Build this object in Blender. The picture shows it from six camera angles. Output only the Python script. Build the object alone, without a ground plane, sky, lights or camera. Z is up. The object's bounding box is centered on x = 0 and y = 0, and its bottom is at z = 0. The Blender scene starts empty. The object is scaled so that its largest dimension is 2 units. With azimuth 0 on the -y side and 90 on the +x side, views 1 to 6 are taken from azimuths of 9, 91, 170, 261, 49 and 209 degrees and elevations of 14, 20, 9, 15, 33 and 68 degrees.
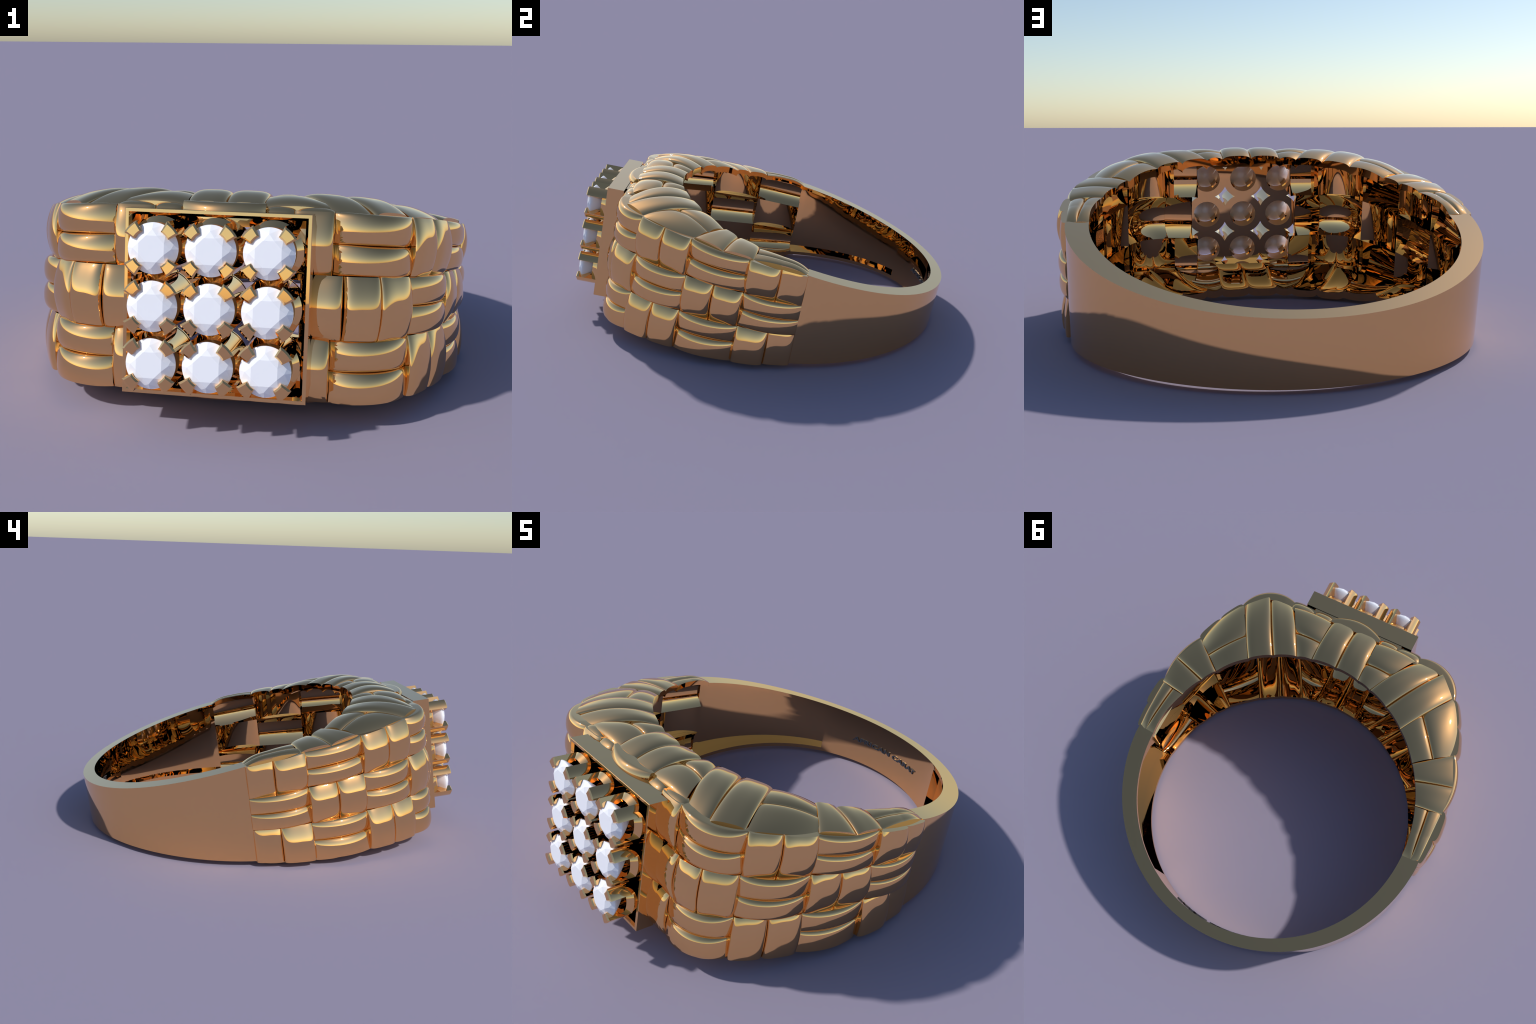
"""Signet style gold ring with a woven (basket) band and a square head of nine
claw-set brilliants, lying on its side.  Everything is modelled in the frame of
the ring (axis = local z, head towards local -y); the root empty then tips it
onto the ground."""
import bpy, math
import numpy as np
from mathutils import Vector, Matrix

# ------------------------------------------------------------------ basics
TILT = math.radians(8.738)          # the band tapers, so the ring lies tipped
CENTRE = (0.0, 0.2117, 0.2525)
R_IN = 0.719                        # finger hole
SHELL = 0.026                       # wall of the hollow band

scene_col = bpy.context.scene.collection


def add(name, parent, mesh=None):
    o = bpy.data.objects.new(name, mesh)
    scene_col.objects.link(o)
    if parent is not None:
        o.parent = parent
    return o


def make_mesh(name, verts, faces, mat, sharp=35.0, smooth=True):
    me = bpy.data.meshes.new(name)
    me.from_pydata([tuple(map(float, v)) for v in verts], [], faces)
    me.materials.append(mat)
    me.update()
    if smooth:
        me.polygons.foreach_set("use_smooth", [True] * len(me.polygons))
        me.set_sharp_from_angle(angle=math.radians(sharp))
    return me


# --------------------------------------------------------------- materials
def principled(name, colour, metallic, rough, coat=0.0, ior=1.5):
    m = bpy.data.materials.new(name)
    m.use_nodes = True
    nt = m.node_tree
    b = nt.nodes["Principled BSDF"]
    b.inputs["Metallic"].default_value = metallic
    b.inputs["IOR"].default_value = ior
    b.inputs["Coat Weight"].default_value = coat
    tc = nt.nodes.new("ShaderNodeTexCoord")
    nz = nt.nodes.new("ShaderNodeTexNoise")
    nz.inputs["Scale"].default_value = 40.0
    nt.links.new(tc.outputs["Object"], nz.inputs["Vector"])
    mix = nt.nodes.new("ShaderNodeMix")
    mix.data_type = 'RGBA'
    mix.inputs["A"].default_value = (*[c * 0.99 for c in colour], 1)
    mix.inputs["B"].default_value = (*colour, 1)
    nt.links.new(nz.outputs["Fac"], mix.inputs["Factor"])
    nt.links.new(mix.outputs["Result"], b.inputs["Base Color"])
    b.inputs["Roughness"].default_value = rough
    return m


GOLD = principled("polished_gold", (0.96, 0.575, 0.245), 1.0, 0.02)
STONE = principled("white_diamond", (0.93, 0.94, 0.985), 0.0, 0.30)
INK = principled("dark_engraving", (0.035, 0.04, 0.055), 0.0, 0.3)

ring = add("signet_ring", None)
ring.location = CENTRE
ring.rotation_euler = (-TILT, 0, 0)
ring["label"] = "hollow gold ring with basket-weave band and nine round diamonds"
ring["category"] = "ring"

# ------------------------------------------------- profiles of the band
def interp(x, table):
    xs, ys = zip(*table)
    return float(np.interp(x, xs, ys))


def shank_half_height(y):
    y = max(y, -0.35)
    return 0.2318 - 0.1344 * y - 0.0576 * y * y + 0.0613 * y ** 3


def wall_half_height(y):            # top edge of the woven outer wall
    return interp(y, [(-1.0, 0.315), (-0.94, 0.315), (-0.835, 0.302), (-0.578, 0.283),
                      (-0.29, 0.262), (0.03, 0.2315)])


def top_groove(y):                  # height of the grooves on the woven top
    return interp(y, [(-0.95, 0.313), (-0.8, 0.329), (-0.72, 0.333), (-0.64, 0.326),
                      (-0.57, 0.318), (-0.448, 0.289), (-0.376, 0.278), (-0.264, 0.266),
                      (0.03, 0.231)])


# corner points of the woven wall in plan, right half, front to back
P65, P54 = (0.137, -0.955), (0.366, -0.962)
P43, P32 = (0.612, -0.835), (0.735, -0.578)
P21, P10 = (0.800, -0.293), (0.807, -0.014)
P3M, P1M = (0.680, -0.714), (0.814, -0.142)
NODES = [P65, P54, P43, P3M, P32, P21, P1M, P10]


def unit(v):
    v = np.asarray(v, float)
    return v / np.linalg.norm(v)


def node_normals():
    pts = [(-0.137, -0.955)] + NODES + [(0.790, 0.2)]
    out = {}
    for i in range(1, len(pts) - 1):
        d = unit(np.subtract(pts[i + 1], pts[i])) + unit(np.subtract(pts[i], pts[i - 1]))
        d = unit(d)
        out[pts[i]] = np.array([-d[1], d[0]]) * -1
    return out


NORMAL = {k: (v if np.dot(v, k) > 0 else -v) for k, v in node_normals().items()}


def shank_outer(y, x):
    """outer radius of the plain part at a plan direction"""
    s = y / math.hypot(x, y)
    return 0.8076 - 0.0145 * s - 0.0133 * s * s


# ------------------------------------------------------------------ strips
def cosine_samples(a, b, n):
    """samples dense at +-1, where a strip rolls over"""
    ta, tb = math.asin(a), math.asin(b)
    return [math.sin(ta + (tb - ta) * i / n) for i in range(n + 1)]


def crown(w, p=2.6, q=2.2):
    return max(0.0, 1 - abs(w) ** p) ** (1 / q)


def loft_solid(grid_top, grid_bot):
    """closed solid between two point grids of the same size"""
    n, m = len(grid_top), len(grid_top[0])
    verts = [p for row in grid_top for p in row] + [p for row in grid_bot for p in row]
    k = n * m
    f = []
    for i in range(n - 1):
        for j in range(m - 1):
            a, b, c, d = i * m + j, i * m + j + 1, (i + 1) * m + j + 1, (i + 1) * m + j
            f.append((a, b, c, d))
            f.append((k + d, k + c, k + b, k + a))
    rim = [(0, j) for j in range(m)] + [(i, m - 1) for i in range(1, n)] + \
          [(n - 1, j) for j in range(m - 2, -1, -1)] + [(i, 0) for i in range(n - 2, 0, -1)]
    ids = [i * m + j for i, j in rim]
    for a, b in zip(ids, ids[1:] + ids[:1]):
        f.append((b, a, k + a, k + b))
    return verts, f


def fix_and_build(name, verts, faces, mat, sharp=35.0):
    import bmesh
    me = make_mesh(name, verts, faces, mat, sharp, smooth=False)
    bm = bmesh.new()
    bm.from_mesh(me)
    bmesh.ops.recalc_face_normals(bm, faces=bm.faces)
    bm.to_mesh(me)
    bm.free()
    me.polygons.foreach_set("use_smooth", [True] * len(me.polygons))
    me.set_sharp_from_angle(angle=math.radians(sharp))
    return me


def mirrored(verts, sx, sz):
    return [(v[0] * sx, v[1], v[2] * sz) for v in verts]


def place_mirrored(name, verts, faces, mat, xs=(1, -1), zs=(1,), sharp=35.0):
    for sx in xs:
        for sz in zs:
            add(name, ring, fix_and_build(name, mirrored(verts, sx, sz), faces, mat, sharp))


def wall_strip(e0, e1, n0, n1, zlo, zhi, across, arch, crest, taper=0.5, p=2.6, q=2.2, cell=None, span=(-1.0, 1.0)):
    """A strip of the outer wall between plan points e0 and e1.
    across='z': it runs round the band; across='s': it runs up the wall."""
    e0, e1, n0, n1 = map(np.array, (e0, e1, n0, n1))
    L = 30
    S = cosine_samples(-1, 1, L) if across == 's' else [-1 + 2 * i / 40 for i in range(41)]
    T = cosine_samples(-1, 1, 22) if across == 'z' else [-1 + 2 * i / 26 for i in range(27)]
    top, bot = [], []
    for s in S:
        rt, rb = [], []
        f = (s + 1) / 2
        base = e0 * (1 - f) + e1 * f
        nrm = unit(n0 * (1 - f) + n1 * f)
        y = base[1]
        for t in T:
            z = zlo(y) + (zhi(y) - zlo(y)) * (t + 1) / 2
            tt = span[0] + (span[1] - span[0]) * (t + 1) / 2     # a strip may be cut off above or below
            w, u = (tt, s) if across == 'z' else (s, tt)
            k = 1 - u * u
            h = arch * k + crest * (taper + (1 - taper) * k ** 0.7) * crown(w, p, q)
            a = base + nrm * h
            under = -0.012
            if cell:                         # stay outside the hollowed panel behind
                # the troughs inside run the other way to the strips outside
                raw = t if across == 'z' else s
                c = cell[0] + (cell[1] - cell[0]) * (raw + 1) / 2
                sc, tc = (s, c) if across == 'z' else (c, t)
                trough = panel_depth(sc, sc, cell[2]) if across == 'z' else panel_depth(tc, sc, cell[2])
                under = min(h - 0.003, trough + 0.003)
            b = base + nrm * under
            rt.append((a[0], a[1], z))
            rb.append((b[0], b[1], z))
        top.append(rt)
        bot.append(rb)
    return loft_solid(top, bot)


def low_edge(y):                    # the underside of the wall hangs a little lower
    return wall_half_height(y) + interp(y, [(-1.0, 0.0), (-0.9, 0.004), (-0.7, 0.009), (-0.3, 0.008), (0.02, 0.0)])


def panel_depth(c, r, extra, sag=0.036):
    """inner face of a hollow cell: a trough across c that may swell along r"""
    return -0.051 + sag * (1 - abs(c) ** 2.2) + extra * (1 - r * r)


def row_limits(row):
    """row 1 = top third, 0 = middle, -1 = bottom; as functions of y"""
    third = lambda y: wall_half_height(y) / 3
    if row == 1:
        return third, (lambda y: wall_half_height(y) - 0.004)
    if row == 0:
        return (lambda y: -third(y)), third
    return (lambda y: -low_edge(y)), (lambda y: -third(y))


def fuller(row, e1):
    """the bottom row is cut off by the underside, more so away from the head"""
    return -1.0 if row != -1 else interp(e1[1], [(-0.83, -0.85), (-0.55, -0.75), (-0.3, -0.45)])


def horizontal_pair(e0, e1, n0, n1, row, arch, crest, taper=0.5, extra=None):
    lo, hi = row_limits(row)
    mid = lambda y: (lo(y) + hi(y)) / 2
    for a, b, c in ((lo, mid, (-1, 0)), (mid, hi, (0, 1))):
        cell = None if extra is None else (*c, extra)
        place_mirrored("woven_strip", *wall_strip(e0, e1, n0, n1, a, b, 'z', arch, crest, taper, 2.3, 2.1, cell,
                                                  (fuller(row, e1), 1.0) if c[0] == -1 else (-1.0, 1.0)), GOLD)


def vertical_pair(e0, em, e1, n0, nm, n1, row, arch, crest, taper=0.75, extra=None):
    lo, hi = row_limits(row)
    for i, (a, b, na, nb) in enumerate(((e0, em, n0, nm), (em, e1, nm, n1))):
        cell = None if extra is None else ((-1, 0, extra) if i == 0 else (0, 1, extra))
        place_mirrored("woven_strip", *wall_strip(a, b, na, nb, lo, hi, 's', arch, crest, taper, 3.4, 2.4, cell,
                                                  (fuller(row, e1), 1.0)), GOLD)


N = NORMAL
n54 = unit((0.30, -1.0))
mid_pt = lambda a, b: tuple((np.array(a) + np.array(b)) / 2)

# columns seen from the back of the weave (1) to the head (5); they alternate
for row in (1, 0, -1):
    outer_row = row != 0
    # column 1, at the plain shank
    if outer_row:
        for a, b, h1, h2, c in ((P21, P1M, 0.020, 0.024, (-1, 0, 0.0)), (P1M, P10, 0.010, 0.014, (0, 1, 0.0))):
            lo, hi = row_limits(row)
            place_mirrored("woven_strip", *wall_strip(a, b, N[a], N[b], lo, hi, 's', h1, h2, 0.7, 3.4, 2.4, c,
                                                      (-1.0, 0.78) if row == 1 else (-0.40, 1.0)), GOLD)
    else:
        horizontal_pair(P21, P10, N[P21], N[P10], row, 0.030, 0.018, extra=0.0)
    # column 2
    if outer_row:
        horizontal_pair(P32, P21, N[P32], N[P21], row, 0.024, 0.025, extra=0.0)
    else:
        m = mid_pt(P32, P21)
        nm = unit(N[P32] + N[P21])
        vertical_pair(P32, m, P21, N[P32], nm, N[P21], row, 0.018, 0.026, extra=0.0)
    # column 3
    if outer_row:
        vertical_pair(P43, P3M, P32, N[P43], N[P3M], N[P32], row, 0.018, 0.026, extra=0.005)
    else:
        horizontal_pair(P43, P32, N[P43], N[P32], row, 0.034, 0.025, extra=0.005)
    # column 4, the corner of the head
    P54r = P54 if outer_row else (0.402, -0.974)
    if outer_row:
        horizontal_pair(P54r, P43, n54, N[P43], row, 0.056, 0.026, extra=0.036)
    else:
        m = (0.516, -0.945)
        nm = unit(n54 + N[P43])
        vertical_pair(P54r, m, P43, n54, nm, N[P43], row, 0.018, 0.026, extra=0.040)
    # column 5, beside the head; the opening behind the stones swallows its inner strip
    lo, hi = row_limits(row)
    place_mirrored("woven_strip", *wall_strip((0.234 if outer_row else 0.262, -0.960), P54r, (0.0, -1.0), unit((0.12, -1)), lo, hi, 's',
                                              0.016, 0.028, 0.45, 3.4, 2.4, (-1, 1, 0.032)), GOLD)
m5 = (0.238, -0.958)
nf = np.array((0.0, -1.0))

# crowns of the strips that show above and below the head frame
def strip_crown(xa, xb):
    """the upper end of an upright strip beside the head, rolling over inwards"""
    top, bot = [], []
    for w in cosine_samples(-1, 1, 24):
        x = xa + (xb - xa) * (w + 1) / 2
        k = 0.72 + 0.28 * crown(w, 2.6, 2.2)
        rt, rb = [], []
        for i in range(25):
            a = math.radians(-10 + 120 * i / 24)
            front = -0.9380 - 0.054 * k * math.cos(a)
            rt.append((x, front, 0.262 + 0.060 * k * math.sin(a)))
            rb.append((x, front * 0.3 - 0.9300 * 0.7, 0.262 + 0.016 * math.sin(a)))
        top.append(rt)
        bot.append(rb)
    return loft_solid(top, bot)


for sz in (1, -1):
    flat = lambda z: (lambda y: z)
    for xa, xb in ((0.137, 0.240), (0.240, 0.368)):
        v, f = strip_crown(xa, xb)
        place_mirrored("woven_strip", v, f, GOLD, (1, -1), (sz,))
    v, f = wall_strip((-0.139, -0.955), (0.139, -0.955), nf, nf, flat(0.252), flat(0.330), 'z', 0.034, 0.032, 0.5,
                      2.3, 2.1, span=(-0.35, 1.0))
    place_mirrored("woven_strip", v, f, GOLD, (1,), (sz,))

# ------------------------------------------------------------ top and bottom
def on_rim(p):
    p = np.array(p, float)
    return p * (R_IN / np.linalg.norm(p))


def wall_radius(p):
    ang = math.degrees(math.atan2(abs(p[0]), -p[1]))
    return interp(ang, [(0, 0.95), (8, 0.96), (22, 1.03), (36.4, 1.03), (51.8, 0.93), (70, 0.852), (91.5, 0.806)])


def top_radial(r0, r1, o0, o1, a, b, crest=0.022, drop=0.004, thick=SHELL):
    """strip running outwards from the finger hole over the top of the band"""
    r0, r1, o0, o1 = on_rim(r0), on_rim(r1), np.array(o0), np.array(o1)
    W = cosine_samples(-1, 1, 26)
    top, bot = [], []
    nt = 30
    for i in range(nt + 1):
        t = i / nt
        rt, rb = [], []
        for w in W:
            f = (w + 1) / 2
            inner = on_rim(r0 * (1 - f) + r1 * f)
            outer = o0 * (1 - f) + o1 * f
            p = inner * (1 - t) + outer * t
            z = top_groove(inner[1]) - drop + a * t - b * t * t
            h = crest * crown(w, 3.0, 2.4)
            rt.append((p[0], p[1], z + h))
            rb.append((p[0], p[1], z + h - thick - 0.008 * t))
        top.append(rt)
        bot.append(rb)
    return loft_solid(top, bot)


def top_tangential(a0, a1, b0, b1, w0, w1, fall, rim=False, arch=0.011, crest=0.020, drop=0.014, fade=False, bow=0.0):
    """strip running round the band on its top: edge a (w0) to edge b (w1)"""
    a0, a1, b0, b1 = (np.array(k, float) for k in (a0, a1, b0, b1))
    W = cosine_samples(w0, w1, 24)
    top, bot = [], []
    ns = 34
    for i in range(ns + 1):
        s = i / ns
        rt, rb = [], []
        for w in W:
            f = (w - w0) / (w1 - w0)
            ea = a0 * (1 - s) + a1 * s
            if rim:
                ea = on_rim(ea)
            k = 1 - (2 * s - 1) ** 2
            eb = b0 * (1 - s) + b1 * s
            eb = eb * (1 + bow * k)
            p = ea * (1 - f) + eb * f
            r = np.linalg.norm(p)
            rho = (r - R_IN) / (wall_radius(p) - R_IN)
            c, d = crest, drop
            if fade and s > 0.5:            # dies away into the plain band
                c = crest * (1 - (2 * s - 1) ** 3)
                d = drop * (1 - 0.7 * (2 * s - 1))
            h = arch * k + c * crown(w, 3.0, 2.4)
            z = top_groove(R_IN * p[1] / r) - d + fall[0] * rho - fall[1] * rho * rho
            rt.append((p[0], p[1], z + h))
            rb.append((p[0], p[1], z + h - (0.026 if fade else SHELL + 0.010 + 0.016 * max(0.0, rho))))
        top.append(rt)
        bot.append(rb)
    return loft_solid(top, bot)


for sz in (1, -1):
    lift = 0.0 if sz > 0 else 0.012         # the underside is a little fuller at its outer edge

    def face(v, f):
        place_mirrored("woven_top_strip", v, f, GOLD, (1, -1), (sz,))

    # column 6 (middle of the head), 4 and 2: radial pairs
    face(*top_radial((0.0, -0.719), (0.135, -0.706), (0.0, -0.952), (0.131, -0.954), 0.085, 0.105, thick=0.036))
    face(*top_radial((0.208, -0.688), (0.325, -0.641), (0.356, -0.946), (0.500, -0.940), 0.100, 0.140, thick=0.034))
    face(*top_radial((0.325, -0.641), (0.442, -0.571), (0.500, -0.940), (0.604, -0.838), 0.090, 0.118 - lift, thick=0.034))
    face(*top_radial((0.565, -0.445), (0.617, -0.369), (0.728, -0.574), (0.798, -0.425), 0.022, 0.034 - lift, 0.019))
    face(*top_radial((0.617, -0.369), (0.672, -0.255), (0.798, -0.425), (0.806, -0.275), 0.022, 0.034 - lift, 0.019))
    # column 5, 3 and 1: tangential pairs in the wedges between them
    f5, f3, f1 = (0.06, 0.075), (0.062, 0.086 - lift), (0.02, 0.030 - lift)
    face(*top_tangential((0.134, -0.704), (0.209, -0.687), (0.134, -0.806), (0.275, -0.803), -0.55, 1, f5, True))
    face(*top_tangential((0.134, -0.806), (0.275, -0.803), (0.131, -0.948), (0.352, -0.940), -1, 0.97, f5, bow=0.004))
    face(*top_tangential((0.441, -0.571), (0.565, -0.445), (0.508, -0.681), (0.647, -0.510), -0.55, 1, f3, True))
    face(*top_tangential((0.508, -0.681), (0.647, -0.510), (0.610, -0.842), (0.740, -0.577), -1, 0.75, f3, bow=0.014))
    face(*top_tangential((0.672, -0.255), (0.7205, -0.010), (0.738, -0.262), (0.765, -0.012), -0.5, 1, f1, True, 0.010, 0.018, 0.012, True))
    face(*top_tangential((0.738, -0.262), (0.765, -0.012), (0.802, -0.280), (0.803, -0.010), -1, 0.8, f1, False, 0.010, 0.018, 0.012, True))

# ------------------------------------------------- inner panels of the hollow
def panel(e0, e1, n0, n1, row, across, extra=0.0, beside_head=False):
    e0, e1, n0, n1 = map(np.array, (e0, e1, n0, n1))
    lo, hi = row_limits(row)
    k = 24
    inner, outer = [], []
    for i in range(k + 1):
        s = -1 + 2 * i / k
        f = (s + 1) / 2
        base = e0 * (1 - f) + e1 * f
        nrm = unit(n0 * (1 - f) + n1 * f)
        ri, ro = [], []
        for j in range(k + 1):
            t = -1 + 2 * j / k
            z = lo(base[1]) + (hi(base[1]) - lo(base[1])) * f_clip(t)
            c = t if across == 'z' else s
            if beside_head:
                h = -0.010 - 0.040 * (max(0.0, s) ** 2 if across == 's' else c * c * 0.6)
            else:
                h = panel_depth(c, s, extra)
            ho = max(h + 0.006, -0.002)
            a, b = base + nrm * h, base + nrm * ho
            ri.append((a[0], a[1], z))
            ro.append((b[0], b[1], z))
        inner.append(ri)
        outer.append(ro)
    return loft_solid(outer, inner)


def f_clip(t):
    return 0.002 + 0.996 * (t + 1) / 2


def panels(e0, e1, n0, n1, row, across, extra=0.0, head=False):
    place_mirrored("inner_panel", *panel(e0, e1, n0, n1, row, across, extra, head), GOLD)


for row in (1, 0, -1):
    o = row != 0
    panels(P21, P10, N[P21], N[P10], row, 'z' if o else 's')
    panels(P32, P21, N[P32], N[P21], row, 's' if o else 'z')
    panels(P43, P32, N[P43], N[P32], row, 'z' if o else 's', extra=0.005)
    P54r = P54 if o else (0.402, -0.974)
    panels(P54r, P43, n54, N[P43], row, 's' if o else 'z', extra=0.040)
    edge = (0.235 if o else 0.263, -0.960)
    panels(edge, P54r, nf, unit((0.12, -1)), row, 'z', head=True)

# lintel and sill of the opening behind the stones
for sz in (1, -1):
    v, f = loft_solid([[(x, y, sz * 0.301) for y in (-0.986, -0.964)] for x in (-0.25, 0.25)],
                      [[(x, y, sz * 0.284) for y in (-0.986, -0.964)] for x in (-0.25, 0.25)])
    add("inner_panel", ring, fix_and_build("inner_panel", v, f, GOLD))

# -------------------------------------------------------------------- shank
def outer_plan(phi):
    """plan point of the plain outer wall; phi from the head, degrees"""
    a = math.radians(phi)
    d = np.array([math.sin(a), -math.cos(a)])
    r = shank_outer(d[1], d[0])
    r += interp(phi, [(88.5, -0.002), (91, 0.0), (360, 0.0)])
    return d * r


POCKET_END, RIM = 147.4, 0.020


def shank_loop(phi, pocket):
    a = math.radians(phi)
    d = np.array([math.sin(a), -math.cos(a)])
    o = outer_plan(phi)
    i = d * R_IN
    hi, ho = shank_half_height(i[1]), shank_half_height(o[1])
    q = d * (np.linalg.norm(o) - 0.024) if pocket else i
    hq = hi - RIM
    pts = [(i, hi), (o, ho), (o, -ho), (i, -hi), (i, -hq), (q, -hq), (q, hq), (i, hq)]
    return [(p[0], p[1], z) for p, z in pts]


start = 88.6
angles = list(np.linspace(start, POCKET_END, 110)) + [POCKET_END + 0.02] + \
    list(np.linspace(POCKET_END + 0.8, 360 - POCKET_END - 0.8, 90)) + [360 - POCKET_END - 0.02] + \
    list(np.linspace(360 - POCKET_END, 360 - start, 110))
loops = []
for phi in angles:
    pk = phi <= POCKET_END + 1e-6 or phi >= 360 - POCKET_END - 1e-6
    q = phi if phi <= 180 else 360 - phi
    L = shank_loop(q, pk)
    if phi > 180:
        L = [(-x, y, z) for x, y, z in L]
    loops.append(L)
verts = [p for L in loops for p in L]
faces = []
for i in range(len(loops) - 1):
    for j in range(8):
        k = (j + 1) % 8
        faces.append((i * 8 + j, i * 8 + k, (i + 1) * 8 + k, (i + 1) * 8 + j))
faces.append(tuple(range(8)))
faces.append(tuple((len(loops) - 1) * 8 + j for j in range(8))[::-1])
add("shank", ring, fix_and_build("shank", verts, faces, GOLD, 30.0))

# --------------------------------------------------------------- head frame
FRONT, BACK, HALF, BAR = -1.073, -0.988, 0.304, 0.021


def frame_loop(h, y):
    return [(h, y, h), (-h, y, h), (-h, y, -h), (h, y, -h)]


c = 0.004
rings = [frame_loop(HALF, BACK), frame_loop(HALF, FRONT + c * 0.4), frame_loop(HALF - c * 0.4, FRONT),
         frame_loop(HALF - 0.012, FRONT), frame_loop(HALF - BAR, FRONT + 0.010), frame_loop(HALF - BAR, BACK)]
verts = [p for L in rings for p in L]
faces = []
for i in range(6):
    for j in range(4):
        a, b = i * 4 + j, i * 4 + (j + 1) % 4
        k = ((i + 1) % 6) * 4
        faces.append((a, b, k + (j + 1) % 4, k + j))
add("head_frame", ring, fix_and_build("head_frame", verts, faces, GOLD, 12.0))

# ------------------------------------------------------ collets and stones
PITCH = 0.1835
C_OUT, C_IN, C_BACK, C_FRONT, TIP = 0.0990, 0.0615, -0.989, -1.090, -1.187


def revolve(profile, n, a0=0.0, a1=2 * math.pi):
    """profile of (radius, y) turned about the y axis"""
    full = abs(a1 - a0 - 2 * math.pi) < 1e-6
    steps = n if full else n + 1
    v, f = [], []
    for i in range(steps):
        a = a0 + (a1 - a0) * i / n
        v += [(r * math.cos(a), y, r * math.sin(a)) for r, y in profile]
    m = len(profile)
    for i in range(n):
        k = (i + 1) % steps
        for j in range(m):
            l = (j + 1) % m
            f.append((i * m + j, i * m + l, k * m + l, k * m + j))
    if not full:
        f.append(tuple(range(m)))
        f.append(tuple((steps - 1) * m + j for j in range(m))[::-1])
    return v, f


b = 0.004
collet_me = fix_and_build("collet", *revolve([(0.0655, C_BACK), (0.1005, C_BACK), (0.1005, C_BACK - 0.008), (C_OUT, C_BACK - 0.010),
                                              (C_OUT, -1.080), (0.0795, C_FRONT - 0.015), (0.0655, C_FRONT - 0.006)], 64),
                          GOLD, 20.0)


def prong_mesh():
    half = math.radians(15.8)
    sections = [(C_OUT, C_IN, half, -1.060), (C_OUT, C_IN, half, TIP + 0.005),
                (C_OUT - 0.006, C_IN + 0.0055, half - math.radians(4.2), TIP)]
    n = 8
    v, f = [], []
    for ro, ri, h, y in sections:
        arc = [-h + 2 * h * i / n for i in range(n + 1)]
        v += [(ro * math.cos(t), y, ro * math.sin(t)) for t in arc]
        v += [(ri * math.cos(t), y, ri * math.sin(t)) for t in reversed(arc)]
    m = 2 * (n + 1)
    for s in range(2):
        for j in range(m):
            k = (j + 1) % m
            f.append((s * m + j, s * m + k, (s + 1) * m + k, (s + 1) * m + j))
    f.append(tuple(range(m)))
    f.append(tuple(2 * m + j for j in range(m))[::-1])
    return fix_and_build("prong", v, f, GOLD, 20.0)


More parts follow.
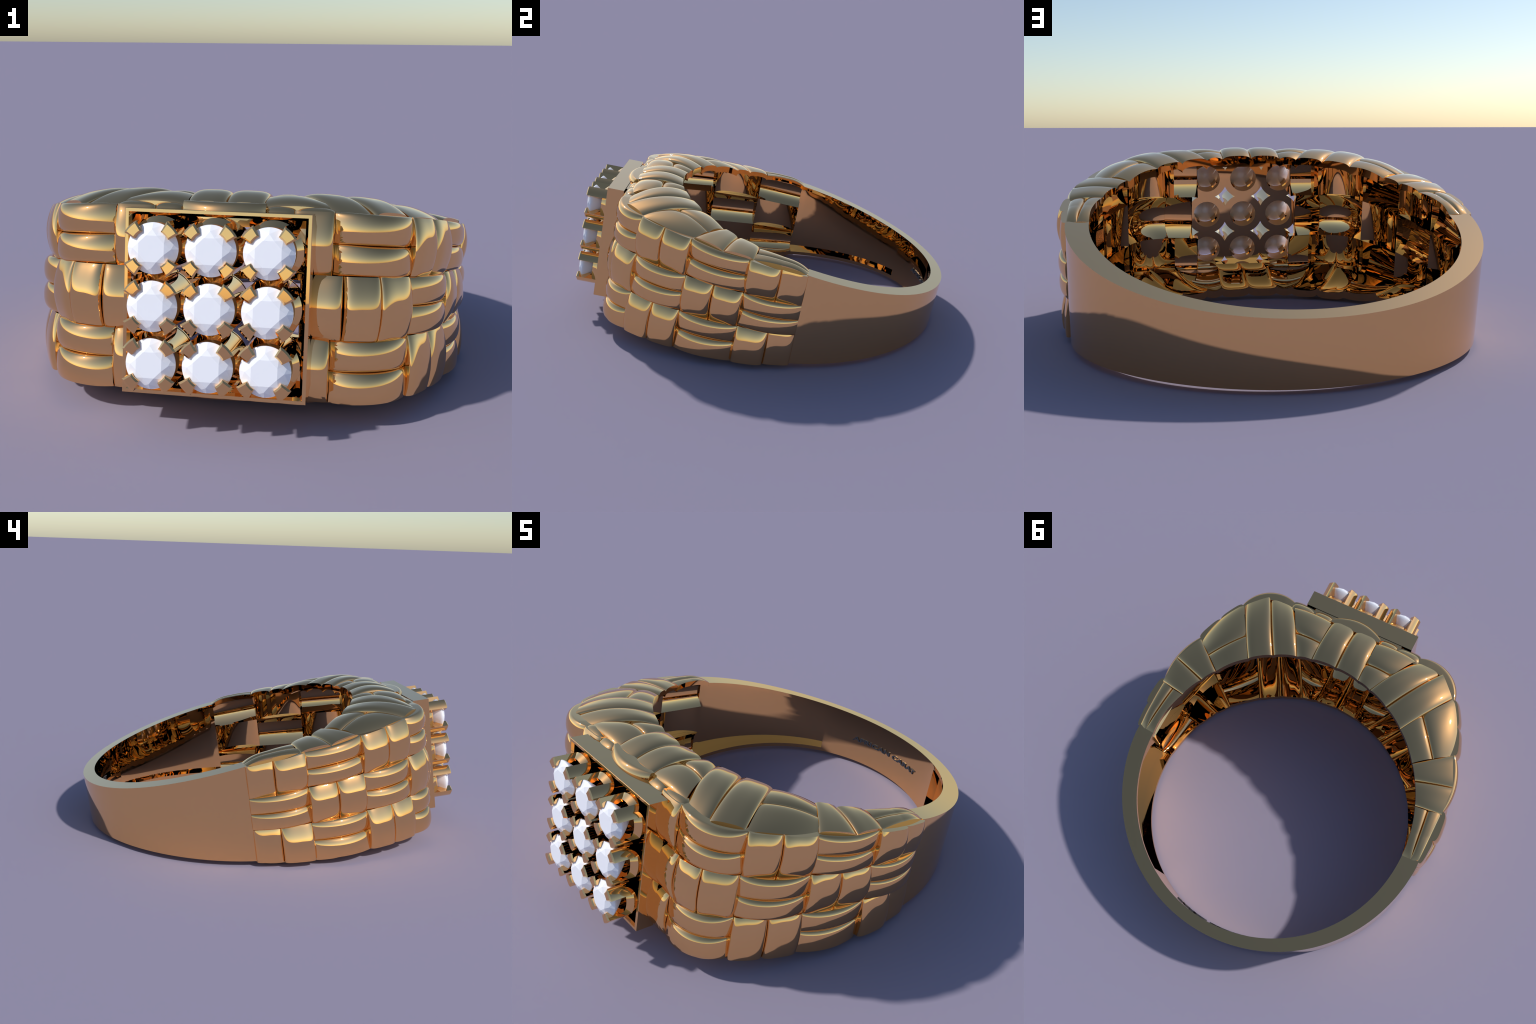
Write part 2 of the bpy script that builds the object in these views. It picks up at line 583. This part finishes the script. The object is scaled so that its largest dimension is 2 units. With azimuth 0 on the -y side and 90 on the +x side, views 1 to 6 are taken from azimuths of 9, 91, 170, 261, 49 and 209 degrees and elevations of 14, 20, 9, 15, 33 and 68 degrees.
def diamond_mesh():
    table, star, girdle = (0.0445, -1.1825), (0.0620, -1.1755), (0.0815, -1.1595)
    v, f = [], []
    pol = lambda r, y, deg: (r * math.cos(math.radians(deg)), y, r * math.sin(math.radians(deg)))
    T = [len(v) + k for k in range(8)]
    v += [pol(*table, 22.5 + 45 * k) for k in range(8)]
    S = [len(v) + k for k in range(8)]
    v += [pol(*star, 45 + 45 * k) for k in range(8)]
    g = 64
    G = [len(v) + k for k in range(g)]
    v += [pol(*girdle, 22.5 + 360 / g * k) for k in range(g)]
    H = [len(v) + k for k in range(g)]
    v += [pol(girdle[0], girdle[1] + 0.004, 22.5 + 360 / g * k) for k in range(g)]
    f.append(tuple(T))
    q = g // 16
    for k in range(8):
        k1 = (k + 1) % 8
        f.append((T[k], T[k1], S[k]))
        i0 = k * 2 * q
        f.append((S[k], *[G[(i0 + i) % g] for i in range(q + 1)]))
        f.append((S[k], *[G[(i0 + q + i) % g] for i in range(q + 1)]))
        f.append((T[k1], S[k], G[(i0 + 2 * q) % g]))
        f.append((T[k], S[k], G[i0]))
    for k in range(g):
        f.append((G[k], G[(k + 1) % g], H[(k + 1) % g], H[k]))
    flat = len(f)
    # rounded pavilion
    prev = H
    for d in range(1, 9):
        t = d / 9
        row = [len(v) + k for k in range(g)]
        v += [pol(girdle[0] * (1 - t ** 1.2), girdle[1] + 0.004 + 0.088 * t, 22.5 + 360 / g * k) for k in range(g)]
        for k in range(g):
            f.append((prev[k], prev[(k + 1) % g], row[(k + 1) % g], row[k]))
        prev = row
    f.append(tuple(prev))
    me = fix_and_build("diamond", v, f, STONE, 180.0)
    for i, p in enumerate(me.polygons):
        p.use_smooth = i >= flat
    return me


prong_me, diamond_me = prong_mesh(), diamond_mesh()
for row in (1, 0, -1):
    for col in (-1, 0, 1):
        at = (col * PITCH, 0.0005 * (row + 3 * col), row * PITCH)
        co = add("collet", ring, collet_me)
        co.location = at
        for k in range(4):
            p = add("prong", co, prong_me)
            p.rotation_euler = (0, math.radians(45 + 90 * k), 0)
        d = add("diamond", ring, diamond_me)
        d.location = (at[0], 0, at[2])

# ---------------------------------------------------------------- lettering
cu = bpy.data.curves.new("lettering", 'FONT')
cu.body = "AFRICAN CARAT"
cu.size = 1.0
cu.extrude = 0.05
cu.offset = 0.032
cu.resolution_u = 4
tmp = bpy.data.objects.new("lettering_source", cu)
scene_col.objects.link(tmp)
bpy.context.view_layer.update()
src = tmp.evaluated_get(bpy.context.evaluated_depsgraph_get()).to_mesh()
tv = np.array([v.co[:] for v in src.vertices])
tf = [tuple(p.vertices) for p in src.polygons]
bpy.data.objects.remove(tmp)
x0, x1, y0, y1 = tv[:, 0].min(), tv[:, 0].max(), tv[:, 1].min(), tv[:, 1].max()
span, cap = math.radians(37.4), 0.0255
verts = []
for x, y, z in tv:
    th = ((x - x0) / (x1 - x0) - 0.5) * span
    r = R_IN - (0.0045 if z > 0 else -0.002)
    verts.append((r * math.sin(th), r * math.cos(th), 0.002 + ((y - y0) / (y1 - y0) - 0.5) * cap))
add("lettering", ring, make_mesh("lettering", verts, tf, INK, 30, smooth=False))
